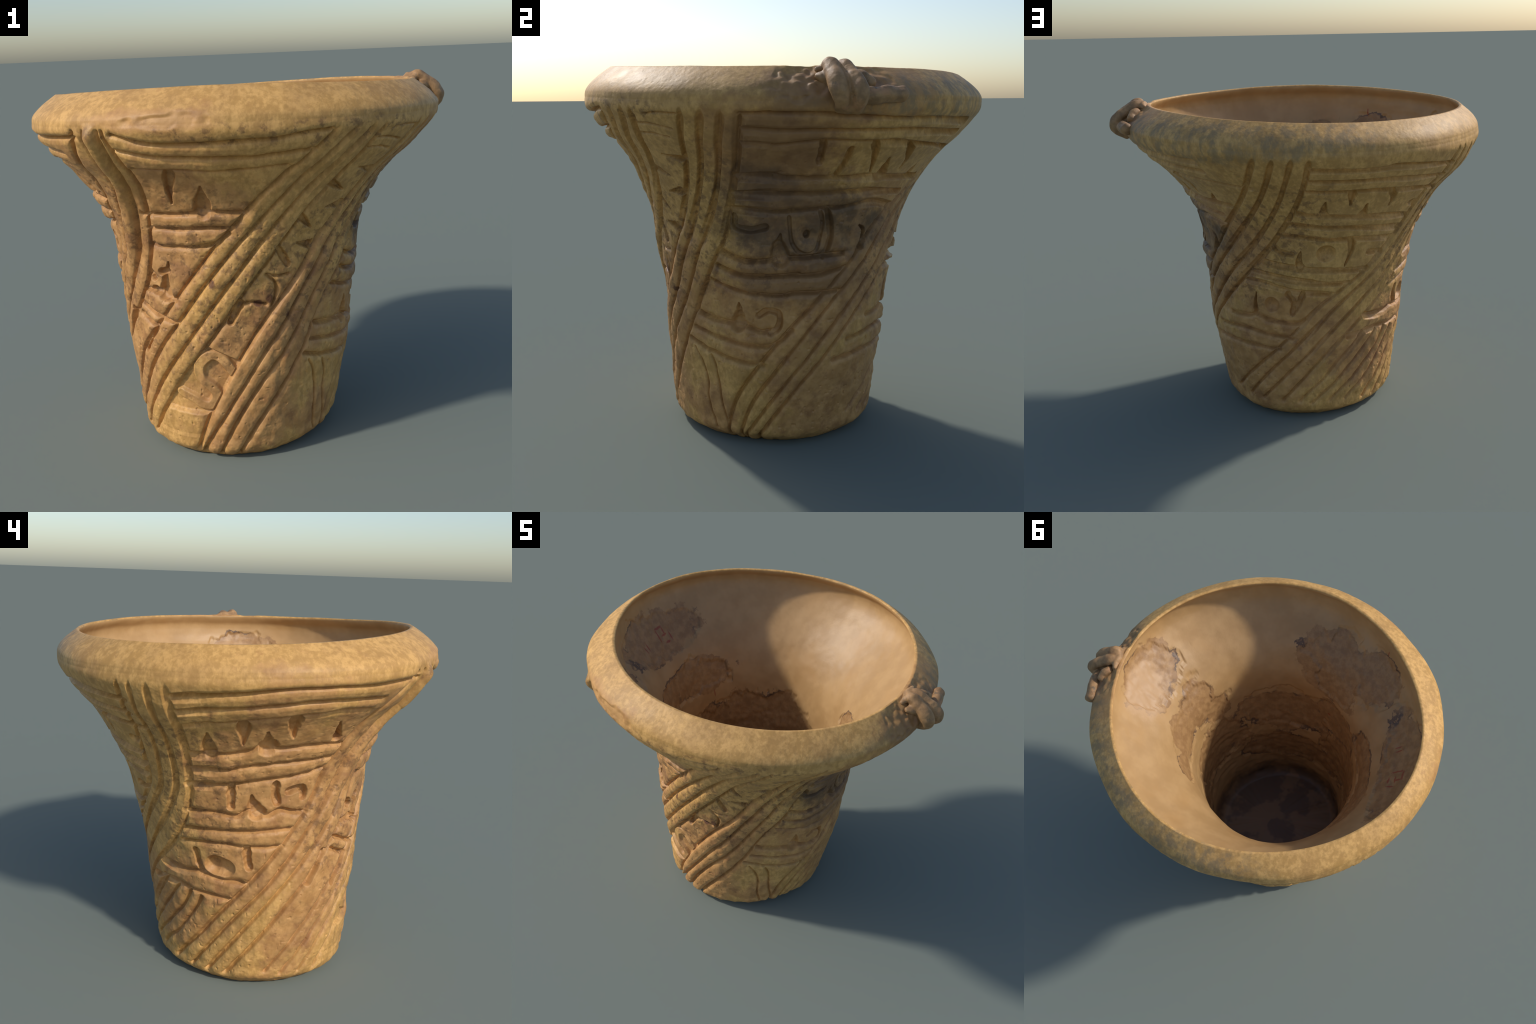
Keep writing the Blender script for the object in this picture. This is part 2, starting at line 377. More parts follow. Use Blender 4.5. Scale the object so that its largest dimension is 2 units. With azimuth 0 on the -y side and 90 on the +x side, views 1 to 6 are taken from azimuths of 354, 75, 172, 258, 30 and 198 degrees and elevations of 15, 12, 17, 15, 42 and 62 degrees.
# raised eye in the soot-black glyph
carve([(-14, 1.10), (-12.5, .99), (-7, .935), (-1, .955), (1.5, 1.06), (0, 1.12)], .012, .012, cut_profile)
carve([(-6.8, 1.022), (-4.6, 1.016)], .008, .034, lambda u: 1 - u**2)

# ---------------------------------------------------------------- face regions
TC = DEG + 180 / NC
ZC = .5 * (ZROW[1:] + ZROW[:-1])


def line_height(name, t):
    p = np.array(LINES[name])
    o = np.argsort(p[:, 0])
    return np.interp(t, p[o, 0], p[o, 1])


names, label = ["foot", "rim"], np.zeros((NR - 1, NC), int)
ORDER = ["A", "B", "D", "C", "E"]
lo_z = {"A": .09, "B": .10, "D": .05, "C": .05, "E": .13}


def new_label(kind):
    names.append(kind)
    return len(names) - 1


TT, ZZ = np.meshgrid(TC, ZC)


def between(t, a, b):
    return (t - a) % 360 < (b - a) % 360


E = {b + str(k): edge(b + str(k), ZZ) for b in ORDER for k in range(4)}
for bi, b in enumerate(ORDER):
    nb = ORDER[(bi + 1) % 5]
    for k in range(3):
        m = between(TT, E[b+str(k)], E[b+str(k+1)]) & (ZZ > lo_z[b]) & (ZZ < 1.555)
        label[m] = new_label("coil")
    gap = between(TT, E[b+"3"], E[nb+"0"]) & (label == 0)
    pan = b + nb
    if pan == "BD":
        STRIP = new_label("glyph_panel")
        label[gap & (ZZ > .12) & (ZZ < 1.528)] = STRIP
        continue
    rows = sorted((n for n in LINES if n[:2] == pan and n[2:].isdigit()), key=lambda n: int(n[2:]))
    mid = np.mean(LINES[rows[3]], 0)[0]
    tt = wrap(TT - mid) + mid
    hs = [line_height(n, tt) for n in rows]
    glyph_rows = {"AB": (3, 6), "DC": (3, 6, 9), "CE": (3, 6, 9), "EA": (3, 6, 9)}[pan]
    for i in range(len(rows) - 1):
        m = gap & (ZZ < hs[i]) & (ZZ > hs[i+1])
        label[m] = new_label("glyph_panel" if i + 1 in glyph_rows else "fillet")
    if pan == "EA":
        cuts = [np.interp(ZZ, [p[1] for p in f[::-1]], [p[0] for p in f[::-1]]) for f in fan]
        cuts = [E["E3"]] + cuts + [E["A0"]]
        for i in range(5):
            m = gap & (ZZ < hs[-1]) & (ZZ > .12) & between(TT, cuts[i], cuts[i+1])
            label[m] = new_label("coil")
rimline = np.full_like(ZZ, 1.555)
for bi, b in enumerate(ORDER):
    pan = b + ORDER[(bi + 1) % 5]
    gap = between(TT, E[b+"3"], E[ORDER[(bi+1) % 5]+"0"])
    if pan == "BD":
        rimline[gap] = 1.528
    else:
        p = LINES[pan + "1"]
        mid = np.mean(p, 0)[0]
        rimline[gap] = line_height(pan + "1", wrap(TT - mid) + mid)[gap]
label[ZZ >= rimline] = 1


def soften(a, k):
    """Box blur over the unrolled wall."""
    for ax in (0, 1):
        acc = 0
        for o in range(-k, k + 1):
            acc = acc + (np.roll(a, o, 1) if ax else a[np.clip(np.arange(len(a)) + o, 0, len(a) - 1)])
        a = acc / (2 * k + 1)
    return a


# the middle cord of the front strap stands proud near the rim
cord = edge("A1", ZROW) * .5 + edge("A2", ZROW) * .5
u = wrap(DEG[None] - cord[:, None]) / ((edge("A2", ZROW) - edge("A1", ZROW))[:, None] * .62)
H += .026 * np.clip(1 - u**2, 0, 1) * (ease((ZROW - .80) / .25) * ease((1.60 - ZROW) / .06))[:, None]
H += .012 * patch(DEG[None], ZROW[:, None], 146, 1.42, 14, .14)

# the fat S in the front strip: a raised scroll standing in a cleared field
keep = H.copy()
H[:] = 0
carve([(-105.4, .455), (-110.4, .521), (-115.7, .538), (-120.7, .488), (-120.4, .425), (-116.4, .385), (-113.8, .342), (-115.9, .295), (-120.3, .288),
       (-125.5, .318), (-131.0, .338)], 1.0, .030, cut_profile, rough=.05)
scroll = -H
H[:] = keep
strip = (label == STRIP).astype(float)
strip = soften(np.vstack([strip, strip[-1:]]), 1)
slope = (ZROW[:, None] - .565) + .0050 * (DEG[None] + 112)
field = strip * ease(-slope / .010) * ease((ZROW - .235) / .02)[:, None] * (np.abs(wrap(DEG[None] + 118)) < 26)
H = np.where(field > .01, np.minimum(H, -.022 * field), H) * (1 - scroll * field)
H -= .004 * scroll * field

# glyph plates lie a little deeper than the coils and fillets that frame them
plate = np.isin(label, [i for i, n in enumerate(names) if n == "glyph_panel"]).astype(float)
plate = np.vstack([plate, plate[-1:]])
H -= (.006 + .008 * patch(DEG[None], ZROW[:, None], -80, .75, 60, .8)) * (1 - .6 * flat) * soften(plate, 2)

# base surface, then relief along the wall normal
T2, Z2 = np.meshgrid(TH, ZROW)


def crest_radius(t):
    return (.8235 - .0444*np.cos(t) + .0165*np.sin(t) + .0084*np.cos(2*t) - .0151*np.sin(2*t) - .0052*np.cos(3*t)
            + .0005*np.sin(3*t) + .0033*np.cos(4*t) - .0067*np.sin(4*t))


def rim_height(t):
    return 1.7057 + .0051*np.cos(t) - .0273*np.sin(t) - .0006*np.cos(2*t) + .0081*np.sin(2*t) + .0032*np.sin(3*t)


def real_height(t, z):
    a = (RIM_H - rim_height(t)) / RIM_H**2
    return 2 * z / (1 + np.sqrt(1 + 4 * a * z))


# fat rolled rim: from its widest turn it leans in, slightly rounded, to the mouth edge
w = np.clip((Z2 - 1.60) / (RIM_H - 1.60), 0, 1)**1.3
R2 = outer_radius(T2, np.minimum(Z2, 1.60)) * (1 - w) + (crest_radius(T2) + .002) * w + .005 * ease((1.5 - Z2) / .1)
D2 = np.degrees(T2)
R2 += -.014 * patch(D2, Z2, -58, .70, 26, .50) - .012 * patch(D2, Z2, 102, 1.45, 22, .22) - .008 * patch(D2, Z2, 82, .6, 25, .2) - .010 * patch(D2, Z2, 25, .10, 35, .25)
R2 += .010 * np.sin(np.pi * np.clip((Z2 - 1.58) / (RIM_H - 1.58), 0, 1))


def to_xyz(t, r, zn):
    return np.stack([r * np.cos(t), r * np.sin(t), real_height(t, zn)], -1)


P = to_xyz(T2, R2, Z2)


def grid_normals(P):
    du = np.roll(P, -1, 1) - np.roll(P, 1, 1)
    dv = np.gradient(P, axis=0)
    n = np.cross(du, dv)
    return n / np.linalg.norm(n, axis=-1, keepdims=True)


N = grid_normals(P)
lump = value_noise(P, 9, 1) * .0030 + value_noise(P, 21, 2) * .0020 + value_noise(P, 55, 3) * .0010
lump *= 1 - .5 * np.maximum(flat, ease((Z2 - 1.45) / .1))
fine = value_noise(P, 120, 4) * .0006
# wrung, finger-pressed coils in the old clay
ripple = value_noise(P * [1, 1, .5], 34, 5) * .0035
old = (1 - flat) * ease((1.45 - Z2) / .2)
smoothrim = ease((Z2 - 1.53) / .04)
lump *= 1 - .45 * smoothrim
lump += smoothrim * value_noise(P, 4.5, 22) * .006
pits = np.clip(value_noise(P, 70, 6) - .62, 0, 1) * -.012 * (old + .15)
H2 = H + lump + fine * (1 - .5 * smoothrim) + ripple * old + pits
# chipped lip under the rim on the front, and a spalled scar beside the lug
d = np.hypot(wrap(DEG[None] + 115) / 11, (Z2 - 1.590) / .034) + .35 * value_noise(P, 26, 8)
H2 -= .009 * ease((1 - d) / .45) * ease((1.66 - Z2 + .02 * value_noise(P, 15, 19)) / .02) * (.4 + .6 * ease((Z2 - 1.56) / .05))
d = np.hypot(wrap(DEG[None] + 13) / 8.5, (Z2 - 1.640) / .075) + .30 * value_noise(P, 24, 9)
H2 -= (.010 + .010 * value_noise(P, 40, 10)) * ease((1 - d) / .35)
d = np.hypot(wrap(DEG[None] - 7) / 6.5, (Z2 - 1.660) / .05) + .25 * value_noise(P, 24, 20)
H2 -= (.006 + .008 * value_noise(P, 36, 21)) * ease((1 - d) / .35)
# nicks along the foot
d = np.hypot(wrap(DEG[None] + 23) / 3.2, Z2 / .03)
H2 -= .010 * ease((1 - d) / .6)
fade = ease(Z2 / .012) * ease((RIM_H - Z2) / .02)
P = P + N * (H2 * (.75 + .25 * fade))[..., None]
P[0, :, 2] = 0
P[..., 2] = np.maximum(P[..., 2], 0)

# ------------------------------------------------------------------- interior
zi = np.concatenate([np.linspace(RIM_H - .002, 1.55, 26), np.linspace(1.54, FLOOR + .06, 150), np.linspace(FLOOR + .052, FLOOR + .004, 8)])
TI, ZI = np.meshgrid(TH, zi)
# thin mouth edge; behind it the wall is hollowed out before it runs down into the funnel
wi = ease((ZI - 1.50) / .12)
lipr = crest_radius(TI) + spline([1.50, 1.56, 1.60, 1.63, 1.655, 1.67, 1.685, 1.696, RIM_H], [-.005, .016, .025, .026, .018, .005, -.006, -.010, -.008], ZI)
RI = inner_radius(TI, ZI) * (1 - wi) + lipr * wi
DI = np.degrees(TI)
RI += ease((1.22 - ZI) / .22) * (.014 + .006 * np.cos(TI + 1.97)) + .004 * patch(DI, ZI, 124, .6, 55, .6) - .012 * patch(DI, ZI, -85, .42, 50, .45)
RI += -.014 * patch(DI, ZI, 62, .80, 48, .6) + .016 * patch(DI, ZI, -98, 1.0, 38, .35) - .006 * ease((.95 - ZI) / .2)
RI += -.022 * patch(DI, ZI, 10, 1.48, 44, .24) - .020 * patch(DI, ZI, -155, 1.50, 44, .22) - .010 * patch(DI, ZI, -113, 1.40, 26, .2)
corner = np.clip((FLOOR + .06 - ZI) / .06, 0, 1)
RI -= .07 * (1 - np.sqrt(1 - corner**2 * .98))
PI = to_xyz(TI, RI, ZI)
NI = -grid_normals(PI[::-1])[::-1]
# worn-through patches of the inner slip, a couple of millimetres deep
WORN = [(-9, 1.47, 19, .13), (-22, 1.18, 18, .15), (4, 1.16, 20, .12), (28, 1.15, 13, .07), (-36, 1.05, 12, .13), (-118, 1.37, 24, .14), (-136, 1.44, 16, .11), (-120, 1.23, 20, .08),
        (-176, 1.44, 22, .12), (172, 1.42, 18, .10), (166, 1.14, 24, .11), (-165, 1.14, 16, .10), (-90, .86, 38, .17), (-130, .98, 22, .14), (-20, .72, 42, .20),
        (130, .78, 50, .2), (-150, .70, 34, .22), (60, .55, 60, .25), (-100, .5, 50, .13)]
jag = value_noise(PI, 7, 11) * .34 + value_noise(PI, 18, 12) * .22 + value_noise(PI, 45, 13) * .10
worn = np.zeros_like(TI)
for t0, z0, dt, dz in WORN:
    d = np.hypot(wrap(np.degrees(TI) - t0) / dt, (ZI - z0) / dz)
    d = np.maximum(d, .0) + jag
    worn = np.maximum(worn, ease((1 - d) / .06))
HI = value_noise(PI, 7, 14) * .004 + value_noise(PI, 25, 15) * .0012
HI -= worn * (.0065 + .0025 * value_noise(PI, 45, 16))
HI += ease((1.0 - ZI) / .3) * (.004 * value_noise(PI * [1, 1, 2.5], 14, 17) + .002 * value_noise(PI, 40, 18))
HI *= ease((RIM_H - ZI) / .03)
PI = PI + NI * HI[..., None]


# ------------------------------------------------------------------- materials


class Tree:
    def __init__(self, name):
        self.mat = bpy.data.materials.new(name)
        self.mat.use_nodes = True
        self.t = self.mat.node_tree
        self.t.nodes.clear()
        self.obj = self.t.nodes.new("ShaderNodeTexCoord").outputs["Object"]
        self._polar = None

    def put(self, sock, v):
        if isinstance(v, bpy.types.NodeSocket):
            self.t.links.new(v, sock)
        else:
            sock.default_value = v

    def math(self, op, a, b=0.0, c=0.0, clamp=False):
        n = self.t.nodes.new("ShaderNodeMath")
        n.operation = op
        n.use_clamp = clamp
        for i, v in enumerate((a, b, c)):
            self.put(n.inputs[i], v)
        return n.outputs[0]

    def noise(self, scale, detail=4, rough=.55, vec=None, w=0.0, dist=0.0):
        n = self.t.nodes.new("ShaderNodeTexNoise")
        n.noise_dimensions = "4D"
        self.put(n.inputs["Vector"], vec or self.obj)
        n.inputs["W"].default_value = w
        n.inputs["Scale"].default_value = scale
        n.inputs["Detail"].default_value = detail
        n.inputs["Roughness"].default_value = rough
        n.inputs["Distortion"].default_value = dist
        return n.outputs["Fac"]

    def step(self, x, a, b):
        n = self.t.nodes.new("ShaderNodeMapRange")
        n.interpolation_type = "SMOOTHSTEP"
        self.put(n.inputs["Value"], x)
        for i, v in zip((1, 2, 3, 4), (a, b, 0.0, 1.0)):
            n.inputs[i].default_value = v
        return n.outputs[0]

    def mix(self, f, a, b):
        n = self.t.nodes.new("ShaderNodeMix")
        n.data_type = "RGBA"
        self.put(n.inputs["Factor"], f)
        self.put(n.inputs["A"], a if isinstance(a, bpy.types.NodeSocket) else (*a, 1))
        self.put(n.inputs["B"], b if isinstance(b, bpy.types.NodeSocket) else (*b, 1))
        return n.outputs["Result"]

    def scaled(self, sx, sy, sz):
        n = self.t.nodes.new("ShaderNodeMapping")
        self.t.links.new(self.obj, n.inputs["Vector"])
        n.inputs["Scale"].default_value = (sx, sy, sz)
        return n.outputs[0]

    def polar(self):
        """Azimuth in degrees and height of the point on the pot."""
        if self._polar is None:
            s = self.t.nodes.new("ShaderNodeSeparateXYZ")
            self.t.links.new(self.obj, s.inputs[0])
            ang = self.math("MULTIPLY", self.math("ARCTAN2", s.outputs[1], s.outputs[0]), 57.29578)
            self._polar = (ang, s.outputs[2])
        return self._polar

    def patch(self, t0, z0, dt, dz, slant=0.0):
        """Elliptical distance from a spot on the wall: 0 in the middle, 1 on the rim of the patch."""
        ang, z = self.polar()
        dzv = self.math("SUBTRACT", z, z0)
        a = self.math("WRAP", self.math("SUBTRACT", ang, t0), 180.0, -180.0)
        if slant:
            a = self.math("SUBTRACT", a, self.math("MULTIPLY", dzv, slant))
        a = self.math("DIVIDE", a, dt)
        b = self.math("DIVIDE", dzv, dz)
        return self.math("SQRT", self.math("ADD", self.math("MULTIPLY", a, a), self.math("MULTIPLY", b, b)))

    def patches(self, spots, jitter, soft):
        out = None
        for s in spots:
            d = self.math("ADD", self.patch(*s), jitter)
            out = d if out is None else self.math("MINIMUM", out, d)
        return self.math("SUBTRACT", 1.0, self.step(out, 1 - soft, 1 + soft)), out

    def finish(self, col, rough, bump, strength=.35, dist=.004):
        b = self.t.nodes.new("ShaderNodeBump")
        b.inputs["Strength"].default_value = strength
        b.inputs["Distance"].default_value = dist
        self.put(b.inputs["Height"], bump)
        p = self.t.nodes.new("ShaderNodeBsdfPrincipled")
        self.put(p.inputs["Base Color"], col)
        self.put(p.inputs["Roughness"], rough)
        p.inputs["IOR"].default_value = 1.45
        self.t.links.new(b.outputs[0], p.inputs["Normal"])
        o = self.t.nodes.new("ShaderNodeOutputMaterial")
        self.t.links.new(p.outputs[0], o.inputs[0])
        return self.mat


SLIP = (.53, .295, .085)        # ochre slip, smooth repaired clay
SLIP_PALE = (.66, .375, .122)
CLAY = (.43, .215, .070)        # bare orange-brown clay
CLAY_PALE = (.57, .305, .110)
BROWN = (.145, .075, .040)
SOOT = (.080, .048, .028)
GREY = (.21, .155, .088)
BURNT = (.13, .050, .022)


def clay_material(name, rim=False):
    t = Tree(name)
    j = t.math("MULTIPLY", t.math("SUBTRACT", t.noise(7, 5, .6, w=1), .5), 1.5)
    jf = t.math("MULTIPLY", t.math("SUBTRACT", t.noise(30, 4, .6, w=2), .5), .8)
    jj = t.math("ADD", j, jf)
    # ochre slip, mottled in soft flecks
    fleck = t.step(t.math("ADD", t.math("MULTIPLY", t.noise(44, 5, .62, w=3, vec=t.scaled(1, 1, .6)), .6), t.math("MULTIPLY", t.noise(12, 4, .6, w=13), .4)), .42, .60)
    slip = t.mix(fleck, t.mix(.55, SLIP, (.43, .232, .068)), SLIP_PALE)
    # bare clay
    mot = t.step(t.noise(17, 5, .6, w=4), .36, .66)
    clay = t.mix(mot, CLAY, CLAY_PALE)
    clay = t.mix(t.math("MULTIPLY", t.step(t.noise(11, 5, .64, w=5), .48, .68), .75), clay, t.mix(.45, (.40, .17, .055), BROWN))
    bare, _ = t.patches([(-143, .80, 20, .75, 40), (-115, 1.25, 16, .17), (-118, 1.62, 16, .05), (-90, .55, 30, .42, 60), (-100, .25, 26, .22),
                         (172, 1.05, 22, .52, 20), (-172, .95, 24, .55, 40), (150, .55, 26, .14), (-20, 1.38, 20, .24), (8, .85, 55, .42, 60),
                         (30, .25, 60, .26), (75, .55, 42, .22), (5, 1.62, 22, .12), (128, .33, 26, .16), (-60, .12, 14, .2)], jj, .22)
    if rim:
        bare = t.math("MULTIPLY", bare, .75)
    col = t.mix(bare, slip, clay)
    # worn flecks of clay breaking through everywhere
    col = t.mix(t.math("MULTIPLY", t.step(t.noise(13, 6, .68, w=6), .60, .70), .55), col, CLAY)
    # general brown weathering in soft clouds
    cloud = t.step(t.noise(5.5, 5, .62, w=14), .44, .68)
    col = t.mix(t.math("MULTIPLY", cloud, .28), col, (.26, .135, .052))
    # grey bloom on the rim by the lug and round the back
    grey, _ = t.patches([(45, 1.60, 45, .10), (80, 1.62, 30, .07)], jj, .3)
    g2 = t.step(t.noise(20, 5, .65, w=7, vec=t.scaled(1, 1, .55)), .42, .60)
    col = t.mix(t.math("MULTIPLY", t.math("MULTIPLY", grey, g2), .62), col, GREY)
    # sooty fire-cloud low on the side below the lug
    soot, _ = t.patches([(-8, 1.06, 36, .17), (22, 1.03, 18, .12), (-24, 1.22, 16, .12)], jj, .35)
    s2 = t.step(t.noise(9, 5, .65, w=8), .36, .60)
    col = t.mix(t.math("MULTIPLY", soot, t.math("ADD", t.math("MULTIPLY", s2, .42), .40)), col, t.mix(s2, (.125, .072, .040), SOOT))
    # smoky brown column running down from the lug
    smoke, _ = t.patches([(-18, 1.38, 15, .20), (-12, 1.20, 22, .12), (-6, .82, 34, .10), (-8, 1.63, 16, .07)], jj, .3)
    col = t.mix(t.math("MULTIPLY", smoke, .55), col, (.20, .102, .045))
    # dark speckle: dense along the turn of the rim and on the straps
    dense, _ = t.patches([(-85, 1.565, 40, .045), (-70, 1.55, 28, .05), (-100, 1.56, 20, .04), (-130, 1.57, 14, .03), (-115, 1.05, 20, .3), (-150, .9, 20, .4), (-60, 1.0, 26, .42, 55), (60, 1.0, 30, .35, 60), (-25, .95, 16, .2), (150, 1.0, 22, .4), (-110, .8, 30, .4, 60)], jj, .4)
    sp = t.step(t.math("ADD", t.noise(24, 4, .66, w=9), t.math("MULTIPLY", dense, .05)), .54, .67)
    amt = t.math("ADD", t.math("MULTIPLY", dense, .50), .15)
    col = t.mix(t.math("MULTIPLY", sp, amt), col, (.165, .082, .034))
    # a few burnt, red-black spots
    burn, _ = t.patches([(-93.5, .79, 1.9, .017), (-88.5, .81, 1.6, .020), (-112, .895, 1.4, .018), (-80, .72, 1.1, .016)], t.math("MULTIPLY", jf, .9), .3)
    col = t.mix(t.math("MULTIPLY", burn, .9), col, BURNT)
    # rubbed, redder clay along the standing edge
    _, z = t.polar()
    edge_wear = t.math("SUBTRACT", 1.0, t.step(t.math("ADD", z, t.math("MULTIPLY", jj, .05)), .02, .06))
    col = t.mix(t.math("MULTIPLY", edge_wear, .5), col, CLAY)
    bump = t.math("ADD", t.math("MULTIPLY", t.noise(60, 5, .6, w=10), .7), t.math("MULTIPLY", t.noise(150, 3, .6, w=11), .3))
    rough = t.math("ADD", .46, t.math("MULTIPLY", t.noise(12, 3, w=12), .2))
    return t.finish(col, rough, bump, .30)


def inner_material():
    t = Tree("inner_slip")
    j = t.math("ADD", t.math("MULTIPLY", t.math("SUBTRACT", t.noise(5, 3, .6, w=21), .5), 1.5),
               t.math("MULTIPLY", t.math("SUBTRACT", t.noise(22, 4, .65, w=22), .5), .75))
    base = t.mix(t.step(t.noise(8, 5, .6, w=23), .36, .66), (.43, .255, .105), (.50, .305, .132))
    base = t.mix(t.math("MULTIPLY", t.step(t.noise(4, 3, .5, w=24), .5, .7), .45), base, (.47, .262, .095))
    mask, d = t.patches([(a, z, dt, dz) for a, z, dt, dz in WORN], j, .04)
    worn = t.mix(t.step(t.noise(22, 5, .65, w=25), .38, .64), (.31, .168, .068), (.41, .235, .098))
    col = t.mix(mask, base, worn)
    ring = t.math("MULTIPLY", t.step(d, .86, .97), t.math("SUBTRACT", 1.0, t.step(d, 1.0, 1.05)))
    ring = t.math("MULTIPLY", ring, t.step(t.noise(6, 3, .5, w=26), .46, .62))
    col = t.mix(t.math("MULTIPLY", ring, .85), col, (.09, .058, .045))
    # pale re-worked patch near the lug keeps a lighter tone
    pale, _ = t.patches([(0, 1.46, 14, .09)], j, .2)
    col = t.mix(t.math("MULTIPLY", pale, .8), col, (.52, .32, .16))
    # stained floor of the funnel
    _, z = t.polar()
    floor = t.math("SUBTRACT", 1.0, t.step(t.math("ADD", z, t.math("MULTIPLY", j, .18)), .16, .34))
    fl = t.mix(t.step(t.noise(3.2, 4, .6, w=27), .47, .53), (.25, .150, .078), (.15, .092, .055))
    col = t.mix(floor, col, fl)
    # traces of a red-painted inventory number, and specks of the same paint
    red, _ = t.patches([(177.4, 1.42, .35, .034), (175.4, 1.456, 2.2, .006), (173.6, 1.432, .35, .022), (174.0, 1.413, 1.6, .005), (173.9, 1.378, 1.5, .005),
                        (171.0, 1.395, .35, .022), (-173.3, 1.42, .35, .022), (-171.5, 1.415, .3, .018), (-134, 1.57, .35, .022), (157.2, 1.006, .35, .02), (-122, .993, 1.2, .007)],
                       t.math("MULTIPLY", t.math("SUBTRACT", t.noise(60, 3, .6, w=41), .5), 1.4), .3)
    col = t.mix(t.math("MULTIPLY", red, .7), col, (.30, .035, .022))
    bump = t.math("ADD", t.math("MULTIPLY", t.noise(35, 5, .6, w=28), .7), t.math("MULTIPLY", t.noise(120, 3, .6, w=29), .3))
    return t.finish(col, .48, bump, .25)


M_BODY = clay_material("ochre_clay")
M_RIM = clay_material("rim_clay", rim=True)
M_IN = inner_material()

# ---------------------------------------------------------------- mesh assembly
NI_ROWS = len(zi)
V = np.vstack([P.reshape(-1, 3), PI.reshape(-1, 3)])
bot = len(V)
V = np.vstack([V, [[P[0, :, 0].mean(), P[0, :, 1].mean(), 0]], [[PI[-1, :, 0].mean(), PI[-1, :, 1].mean(), PI[-1, :, 2].mean() + .016]]])
ncol = np.arange(NC)
nx = (ncol + 1) % NC


def quads(row_a, row_b):
    return np.stack([row_a[:, None] * NC + ncol, row_a[:, None] * NC + nx, row_b[:, None] * NC + nx, row_b[:, None] * NC + ncol], -1).reshape(-1, 4)


ro = np.arange(NR - 1)
F = [quads(ro, ro + 1)]
L = [label.reshape(-1)]
ri = np.arange(NR - 1, NR + NI_ROWS - 1)
F.append(quads(ri, ri + 1))
names.append("inner_wall"); in_lab = len(names) - 1
ilab = np.full((NI_ROWS, NC), in_lab)
ilab[:2] = 1                                    # rolled inner edge belongs to the rim
L.append(ilab.reshape(-1))
Q = np.vstack(F); LAB = np.concatenate(L)
last = (NR + NI_ROWS - 1) * NC
tri = np.vstack([np.stack([nx, ncol, np.full(NC, bot)], 1), np.stack([last + ncol, last + nx, np.full(NC, bot + 1)], 1)])
names.append("floor"); tl = np.concatenate([np.zeros(NC, int), np.full(NC, len(names) - 1)])

# whole-body vertex normals, shared by every part so that no seam shows
VN = np.zeros_like(V)
for idx, f in ((4, Q), (3, tri)):
    a, b, c = V[f[:, 0]], V[f[:, 1]], V[f[:, 2]]
    fn = np.cross(b - a, c - a) if idx == 3 else np.cross(V[f[:, 2]] - V[f[:, 0]], V[f[:, 3]] - V[f[:, 1]])
    for k in range(idx):
        for ax in range(3):
            VN[:, ax] += np.bincount(f[:, k], fn[:, ax], len(V))
VN /= np.linalg.norm(VN, axis=1, keepdims=True) + 1e-12

root = bpy.data.objects.new("carved_beaker", None)
root["label"] = "carved ochre clay beaker with flaring rim and incised straps"
root["category"] = "clay vase"
bpy.context.scene.collection.objects.link(root)


def add_mesh(name, verts, faces_flat, sizes, mat, normals=None, parent=root):
    me = bpy.data.meshes.new(name)
    me.vertices.add(len(verts))
    me.vertices.foreach_set("co", np.ascontiguousarray(verts, np.float32).ravel())
    me.loops.add(len(faces_flat))
    me.loops.foreach_set("vertex_index", faces_flat.astype(np.int32))
    me.polygons.add(len(sizes))
    me.polygons.foreach_set("loop_start", np.concatenate([[0], np.cumsum(sizes)[:-1]]).astype(np.int32))
    me.polygons.foreach_set("loop_total", sizes.astype(np.int32)) if not me.polygons[0].loop_total else None
    me.update(calc_edges=True)
    me.polygons.foreach_set("use_smooth", np.ones(len(sizes), bool))
    if normals is not None:
        me.normals_split_custom_set_from_vertices(np.ascontiguousarray(normals, np.float32))
    me.materials.append(mat)
    ob = bpy.data.objects.new(name, me)
    ob.parent = parent
    bpy.context.scene.collection.objects.link(ob)
    return ob


order = np.argsort(LAB, kind="stable")
bounds = np.searchsorted(LAB[order], np.arange(len(names) + 1))
for li, kind in enumerate(names):
    q = Q[order[bounds[li]:bounds[li+1]]]
    tr = tri[tl == li]
    if len(q) + len(tr) < 30:
        continue
    flat_idx = np.concatenate([q.ravel(), tr.ravel()])
    used, inv = np.unique(flat_idx, return_inverse=True)
    sizes = np.concatenate([np.full(len(q), 4), np.full(len(tr), 3)])
    mat = M_IN if kind in ("inner_wall", "floor") else M_RIM if kind == "rim" else M_BODY
    add_mesh(kind, V[used], inv.ravel(), sizes, mat, VN[used])

# ------------------------------------------------------------------------- lug
# A knot of clay rope over the rim: two strands hooked down side by side and a
# roll lying along the rim beside them.


